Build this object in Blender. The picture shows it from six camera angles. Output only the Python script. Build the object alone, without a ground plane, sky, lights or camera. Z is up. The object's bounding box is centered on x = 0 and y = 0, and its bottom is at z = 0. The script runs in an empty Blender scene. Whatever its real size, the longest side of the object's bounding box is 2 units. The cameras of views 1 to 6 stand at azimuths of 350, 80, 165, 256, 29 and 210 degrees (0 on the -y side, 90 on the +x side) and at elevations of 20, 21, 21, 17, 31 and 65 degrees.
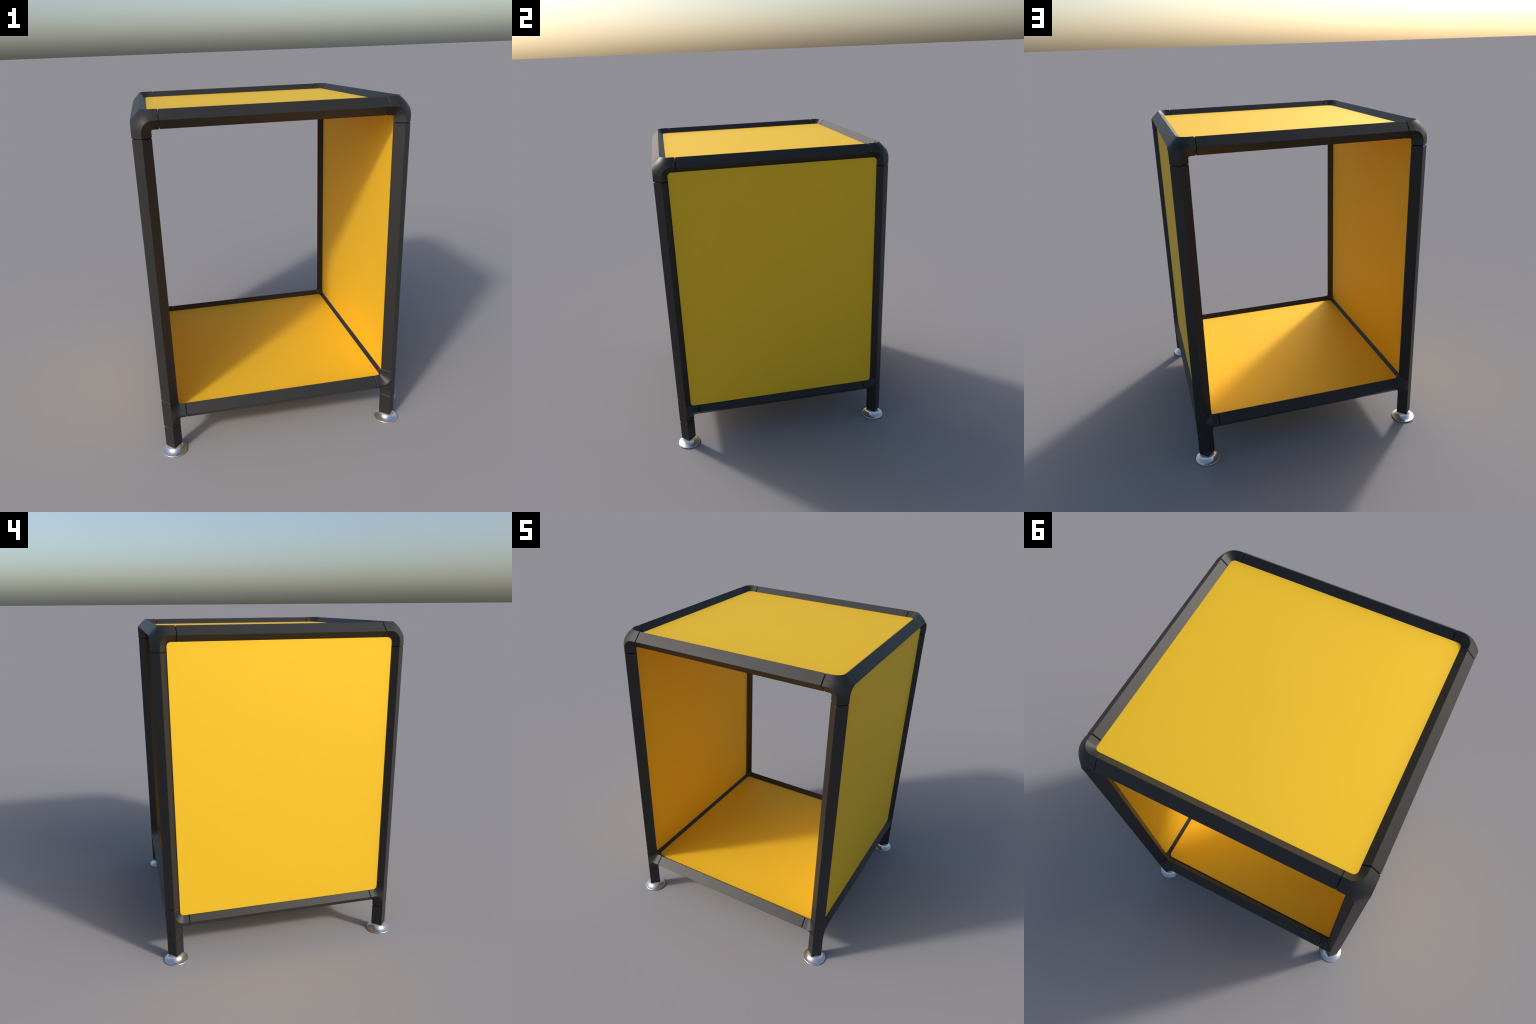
"""Side table: a frame of square bars turned 45 degrees, moulded corner
connectors, four yellow panels (top, floor, two sides) and metal glide feet."""
import bpy, math
import numpy as np
from mathutils import Matrix, Vector

# ---------------------------------------------------------------- sizes (m)
A = 0.7265            # half width of the frame (x and y)
H = 0.0490            # half diagonal of the square bar
ZTOP = 2.0
ZT = ZTOP - H         # axis height of the upper rails
ZB = 0.2695           # axis height of the lower rails
X = A - H             # axis offset of posts and rails
REACH = 0.0885        # connector axis -> seam
R = 0.0585            # fillet radius of the connector ridges
CROWN = 0.0383        # how near the rounded corner comes to the sharp one
SEAM = 0.0035         # chamfer at each side of a seam
EASE = 0.0014         # chamfer of the long edges of the bars
GAP = 0.0004          # half of the air gap in a seam
LEG_END = 0.0434      # lower end of the legs
PANEL_T = 0.032       # side board thickness
FLAT_T = 0.0350       # top and floor board thickness
PANEL_IN = 0.0358     # board edge, inward of the bar ridges
PANEL_R = 0.0230      # corner radius of the boards
DEPTH_FLAT = 0.0355   # outer face of top and floor board below the frame's outer plane
DEPTH_SIDE = 0.0302   # same for the side boards


# ---------------------------------------------------------------- materials
def new_mat(name):
    m = bpy.data.materials.new(name)
    m.use_nodes = True
    nt = m.node_tree
    return m, nt, nt.nodes["Principled BSDF"]


def satin(name, col_a, col_b, rough, spec, scale, metallic=0.0):
    """Even lacquer: a whisper of tone and gloss variation over noise."""
    m, nt, bsdf = new_mat(name)
    N, L = nt.nodes, nt.links
    tc = N.new("ShaderNodeTexCoord")
    noise = N.new("ShaderNodeTexNoise")
    noise.inputs["Scale"].default_value = scale
    noise.inputs["Detail"].default_value = 3.0
    L.new(tc.outputs["Object"], noise.inputs["Vector"])
    ramp = N.new("ShaderNodeValToRGB")
    ramp.color_ramp.elements[0].position = 0.3
    ramp.color_ramp.elements[1].position = 0.7
    ramp.color_ramp.elements[0].color = (*col_a, 1)
    ramp.color_ramp.elements[1].color = (*col_b, 1)
    L.new(noise.outputs["Fac"], ramp.inputs["Fac"])
    L.new(ramp.outputs["Color"], bsdf.inputs["Base Color"])
    mr = N.new("ShaderNodeMapRange")
    mr.inputs["To Min"].default_value = rough - 0.015
    mr.inputs["To Max"].default_value = rough + 0.015
    L.new(noise.outputs["Fac"], mr.inputs["Value"])
    L.new(mr.outputs["Result"], bsdf.inputs["Roughness"])
    bsdf.inputs["Metallic"].default_value = metallic
    bsdf.inputs["Specular IOR Level"].default_value = spec
    return m


YELLOW = satin("yellow_lacquer", (0.850, 0.531, 0.0235), (0.856, 0.535, 0.0240),
               0.66, 0.33, 3.0, metallic=0.36)
BLACK = satin("black_powder_coat", (0.0163, 0.0158, 0.0150), (0.0169, 0.0164, 0.0156),
              0.48, 0.38, 9.0)
STEEL = satin("polished_steel", (0.71, 0.705, 0.695), (0.73, 0.725, 0.715),
              0.27, 0.5, 4.0, metallic=0.9)


# ---------------------------------------------------------------- mesh tools
class Builder:
    """Collects faces by coordinates and welds coincident points."""

    def __init__(self):
        self.index, self.verts, self.faces = {}, [], []

    def v(self, p):
        k = tuple(round(float(c), 6) for c in p)
        if k not in self.index:
            self.index[k] = len(self.verts)
            self.verts.append(tuple(float(c) for c in p))
        return self.index[k]

    def face(self, pts):
        ids = []
        for p in pts:
            i = self.v(p)
            if i not in ids:
                ids.append(i)
        if len(ids) > 2:
            self.faces.append(ids)

    def grid(self, g):
        for r0, r1 in zip(g[:-1], g[1:]):
            for j in range(len(r0) - 1):
                self.face([r0[j], r0[j + 1], r1[j + 1], r1[j]])

    def mesh(self, name, mat, angle=30.0):
        import bmesh
        me = bpy.data.meshes.new(name)
        me.from_pydata(self.verts, [], self.faces)
        bm = bmesh.new()
        bm.from_mesh(me)
        bmesh.ops.recalc_face_normals(bm, faces=bm.faces)
        for e in bm.edges:
            e.smooth = len(e.link_faces) == 2 and e.calc_face_angle(0) < math.radians(angle)
        for f in bm.faces:                        # plane faces stay flat
            f.smooth = len(f.verts) <= 4 and any(e.smooth for e in f.edges)
        bm.to_mesh(me)
        bm.free()
        me.materials.append(mat)
        return me


def diamond(s):
    return [(s, 0), (0, s), (-s, 0), (0, -s)]


def eased_diamond(s):
    """Diamond with its four long edges chamfered by EASE."""
    d = EASE / math.sqrt(2)
    out = []
    for x, y in diamond(s):
        px, py = (0, d) if x else (d, 0)
        k = 1 - d / s
        sg = 1 if (x > 0 or y < 0) else -1         # keep counter-clockwise order
        out += [(x * k - sg * px, y * k - sg * py), (x * k + sg * px, y * k + sg * py)]
    return out


def bar_mesh(name, l0, l1, mat, seam0=True, seam1=True):
    """Square bar turned 45 degrees, along local z, chamfered at its seams."""
    b = Builder()
    small = H - SEAM * math.sqrt(2)
    rings = []
    if seam0:
        rings += [(l0, small), (l0 + SEAM, H)]
    else:
        rings += [(l0, H)]
    rings += [(l1 - SEAM, H), (l1, small)] if seam1 else [(l1, H)]
    pts = [[(x, y, z) for x, y in eased_diamond(s)] for z, s in rings]
    for r in pts:
        r.append(r[0])
    b.grid(pts)
    b.face(pts[0][:-1])
    b.face(pts[-1][:-1])
    return b.mesh(name, mat)


# ---- connector geometry in corner coordinates (u, v, w): distances inward
# from the three outer planes, so that every bar axis runs at H from two planes.
N_STRAIGHT, N_ARC, N_CROSS = 2, 7, 5     # rows per ridge, half columns per face


def half_ridge(depth):
    """(along, offset) pairs from the seam to the 45 degree point of the fillet,
    at a depth below the outer plane: the fillet is a cone, radius R - depth."""
    c = H + R
    start = H + REACH - GAP - SEAM
    rows = [(start + (c - start) * i / N_STRAIGHT, H + depth) for i in range(N_STRAIGHT)]
    r = R - depth
    for i in range(N_ARC + 1):
        t = math.pi / 4 * i / N_ARC
        rows.append((c - r * math.sin(t), c - r * math.cos(t)))
    return rows


def hexagon_patch(depth, crown=None):
    """Face of a three-way joint: three bar faces running into one another.
    depth 0 = outer face (ridges on the outer planes), depth H = inner face.
    crown = coordinate of the middle point, to bulge the face.
    Positions inside are relaxed to the smoothest surface through the rim."""
    rows = half_ridge(depth)
    n = len(rows)
    m = 2 * N_CROSS + 1
    keys, pos, fixed = {}, [], []

    def node(key, p, fix):
        if key not in keys:
            keys[key] = len(pos)
            pos.append(np.array(p, float))
            fixed.append(fix)
        return keys[key]

    def put(axis, along, plane_axis, off):
        """Point of bar `axis` on the ridge lying in the plane of plane_axis."""
        p = [0, 0, 0]
        p[axis] = along
        p[plane_axis] = depth
        p[3 - axis - plane_axis] = off
        return np.array(p, float)

    mids = [put(a, rows[-1][0], (a + 1) % 3, rows[-1][1]) for a in range(3)]
    centre = sum(mids) / 3 if crown is None else np.full(3, crown)
    grids = []
    for a in range(3):
        p1, p2 = (a + 1) % 3, (a + 2) % 3
        g = []
        for i, (al, off) in enumerate(rows):
            e1, e2 = put(a, al, p1, off), put(a, al, p2, off)
            line = []
            for j in range(m):
                s = j / (m - 1)
                if i == n - 1:                      # shared mid lines
                    if j < N_CROSS:
                        key, e = ("mid", p1, j), e1
                        p = e + (centre - e) * j / N_CROSS
                    elif j == N_CROSS:
                        key, p = ("c",), centre
                    else:
                        key, e = ("mid", p2, m - 1 - j), e2
                        p = e + (centre - e) * (m - 1 - j) / N_CROSS
                else:
                    key, p = (a, i, j), e1 + (e2 - e1) * s
                fix = i <= N_STRAIGHT or j in (0, m - 1) or (key == ("c",) and crown is not None)
                line.append(node(key, p, fix))
            g.append(line)
        grids.append(g)
    P = np.array(pos)
    fx = np.array(fixed)
    nb = [set() for _ in pos]
    for g in grids:
        for i in range(n):
            for j in range(m):
                if j + 1 < m:
                    nb[g[i][j]].add(g[i][j + 1]); nb[g[i][j + 1]].add(g[i][j])
                if i + 1 < n:
                    nb[g[i][j]].add(g[i + 1][j]); nb[g[i + 1][j]].add(g[i][j])
    Lm = np.zeros((len(pos), len(pos)))
    for i, s in enumerate(nb):
        if len(s) >= 4:                             # inner nodes only
            Lm[i, i] = 1.0
            for k in s:
                Lm[i, k] = -1.0 / len(s)
    sol = np.linalg.lstsq(Lm[:, ~fx], -Lm[:, fx] @ P[fx], rcond=None)[0]
    P[~fx] = sol
    return [[[P[k] for k in line] for line in g] for g in grids]


def cone_strip(axis_a, axis_b, plane, d0=0.0, d1=H, cols=4):
    """Conical fillet between bars axis_a and axis_b on one outer plane."""
    g = []
    for k in range(cols + 1):
        d = d0 + (d1 - d0) * k / cols
        rows = half_ridge(d)
        line = []
        for ax, ot, rr in ((axis_a, axis_b, rows), (axis_b, axis_a, rows[::-1][1:])):
            for al, off in rr:
                p = [0, 0, 0]
                p[ax], p[ot], p[plane] = al, off, d
                line.append(np.array(p, float))
        g.append(line)
    return g


def end_cap(b, axis, sign=1, mirror=False):
    """Seam chamfer and closing face of one arm."""
    o1, o2 = [k for k in range(3) if k != axis]
    a0 = H + sign * (REACH - GAP - SEAM)
    a1 = H + sign * (REACH - GAP)
    rings = []
    for al, s in ((a0, H), (a1, H - SEAM * math.sqrt(2))):
        ring = []
        for x, y in diamond(s):
            p = [0, 0, 0]
            p[axis], p[o1], p[o2] = al, H + x, H + y
            ring.append(np.array(p, float))
        rings.append(ring)
    for k in range(4):
        q = (k + 1) % 4
        b.face([rings[0][k], rings[0][q], rings[1][q], rings[1][k]])
    b.face(rings[1])


def flip_w(g):
    return [[np.array((p[0], p[1], 2 * H - p[2])) for p in line] for line in g]


def to_local(b, up):
    """Corner coordinates -> local axes (arms along +x, +y and -z or +z)."""
    b.verts = [(u - H, v - H, (w - H) * up) for u, v, w in b.verts]


def corner_connector_mesh():
    b = Builder()
    for d, crown in ((0.0, CROWN), (H, None)):
        for g in hexagon_patch(d, crown):
            b.grid(g)
    for plane in range(3):
        a, c = [k for k in range(3) if k != plane]
        b.grid(cone_strip(a, c, plane))
    for ax in range(3):
        end_cap(b, ax)
    to_local(b, -1)
    return b


def tee_connector_mesh():
    """Post runs through; two rails butt into it, filleted above and below."""
    b = Builder()
    inner = hexagon_patch(H)
    for g in inner:
        b.grid(g)
        b.grid(flip_w(g))
    for plane in (0, 1):
        other = 1 - plane
        strip = cone_strip(2, other, plane)
        b.grid(strip)
        b.grid(flip_w(strip))
        # flat web between the upper and the lower ridge arc on the outer plane
        up = strip[0]
        lo = flip_w([up])[0]
        arcs_up = up[N_STRAIGHT:]
        arcs_lo = lo[N_STRAIGHT:]
        for i in range(len(arcs_up) - 1):
            b.face([arcs_up[i], arcs_up[i + 1], arcs_lo[i + 1], arcs_lo[i]])
    # outer flat of the post
    ru = cone_strip(2, 1, 0)[0][:N_STRAIGHT + 1]
    left = ru + flip_w([ru])[0][::-1]
    right = [np.array((p[1], p[0], p[2])) for p in left]
    b.grid([left, right])
    end_cap(b, 0)
    end_cap(b, 1)
    end_cap(b, 2, 1)
    end_cap(b, 2, -1)
    to_local(b, 1)
    return b


def panel_mesh(name, sx, sy, t, mat, r=PANEL_R):
    """Flat board with round corners and eased edges, normal along local z."""
    b = Builder()
    e = 0.0016
    rings = []
    for k in range(4):
        a = math.pi / 2 * k / 3
        rings.append((-t / 2 + e * (1 - math.sin(a)), e * (1 - math.cos(a))))
    rings = rings[::-1] + [(-z, i) for z, i in rings]
    pts = []
    for z, i in rings:
        ring = []
        for q, (cx, cy) in enumerate(((1, 1), (-1, 1), (-1, -1), (1, -1))):
            for k in range(9):
                a = math.pi / 2 * (q + k / 8)
                ring.append((cx * (sx - r) + (r - i) * math.cos(a),
                             cy * (sy - r) + (r - i) * math.sin(a), z))
        ring.append(ring[0])
        pts.append(ring)
    b.grid(pts)
    b.face(pts[0][:-1])
    b.face(pts[-1][:-1])
    return b.mesh(name, mat)


def lathe_mesh(name, profile, mat, seg=64):
    b = Builder()
    g = []
    for r, z in profile:
        g.append([(r * math.cos(2 * math.pi * k / seg), r * math.sin(2 * math.pi * k / seg), z)
                  for k in range(seg)] )
        g[-1].append(g[-1][0])
    b.grid(g)
    return b.mesh(name, mat, 50)


# ---------------------------------------------------------------- assembly
root = bpy.data.objects.new("side_table", None)
root["label"] = "open black framed side table with yellow panels and steel feet"
root["category"] = "side table"
bpy.context.scene.collection.objects.link(root)


def add(name, me, loc=(0, 0, 0), rot=(0, 0, 0), parent=root):
    o = bpy.data.objects.new(name, me)
    bpy.context.scene.collection.objects.link(o)
    o.rotation_euler = rot
    o.parent = parent
    o.location = Vector(loc) - (parent.location if parent is not root else Vector())
    return o


RAIL = bar_mesh("rail", -(X - REACH - GAP), X - REACH - GAP, BLACK)
POST = bar_mesh("post", ZB + REACH + GAP, ZT - REACH - GAP, BLACK)
LEG = bar_mesh("leg", 0.0, ZB - REACH - GAP - LEG_END, BLACK, seam0=False)
CORNER = corner_connector_mesh().mesh("corner_connector", BLACK)
TEE = tee_connector_mesh().mesh("tee_connector", BLACK)

# glide foot: rounded lip, then a trumpet flare rising steeply to the leg
prof = [(0.0, 0.0), (0.0710, 0.0)]
for k in range(1, 9):
    t = -math.pi / 2 + (math.pi / 2 + 1.25) * k / 8
    prof.append((0.0708 + 0.0030 * math.cos(t), 0.0030 + 0.0030 * math.sin(t)))
FLARE = [(0.0708, 0.0060, 6), (0.0580, 0.0096, 24), (0.0445, 0.0180, 45),
         (0.0370, 0.0288, 69), (0.0335, 0.0428, 79)]     # radius, height, slope (deg)
for (r0, z0, s0), (r1, z1, s1) in zip(FLARE[:-1], FLARE[1:]):
    L = math.hypot(r1 - r0, z1 - z0)
    for k in range(1, 6):                                # cubic Hermite spans
        t = k / 5
        h00, h10 = 2*t**3 - 3*t**2 + 1, t**3 - 2*t**2 + t
        h01, h11 = -2*t**3 + 3*t**2, t**3 - t**2
        d0, d1 = math.radians(s0), math.radians(s1)
        prof.append((h00*r0 - h10*L*math.cos(d0) + h01*r1 - h11*L*math.cos(d1),
                     h00*z0 + h10*L*math.sin(d0) + h01*z1 + h11*L*math.sin(d1)))
prof.append((0.0, 0.0430))
FOOT = lathe_mesh("foot", prof, STEEL)

for k in range(4):
    ang = math.pi / 2 * k
    M = Matrix.Rotation(ang, 3, "Z")
    c = M @ Vector((-X, -X, 0))                      # corner of this quarter
    s = M @ Vector((0, -X, 0))                       # middle of this side
    add("corner_connector", CORNER, (c.x, c.y, ZT), (0, 0, ang))
    add("tee_connector", TEE, (c.x, c.y, ZB), (0, 0, ang))
    add("post", POST, (c.x, c.y, 0), (0, 0, ang))
    leg = add("leg", LEG, (c.x, c.y, LEG_END), (0, 0, ang))
    add("foot", FOOT, (c.x, c.y, 0), (0, 0, 0), leg)
    for z in (ZT, ZB):
        add("rail", RAIL, (s.x, s.y, z), (0, math.pi / 2, ang))

half = X - PANEL_IN
flat = panel_mesh("flat_panel", half, half, FLAT_T, YELLOW)
side = panel_mesh("side_panel", (ZT - ZB) / 2 - PANEL_IN, half, PANEL_T, YELLOW)
drop = DEPTH_FLAT + FLAT_T / 2
add("top_panel", flat, (0, 0, ZTOP - drop))
add("floor_panel", flat, (0, 0, ZB - H + drop))
for sx in (-1, 1):
    add("side_panel", side, (sx * (A - DEPTH_SIDE - PANEL_T / 2), 0, (ZT + ZB) / 2),
        (0, math.pi / 2, 0))
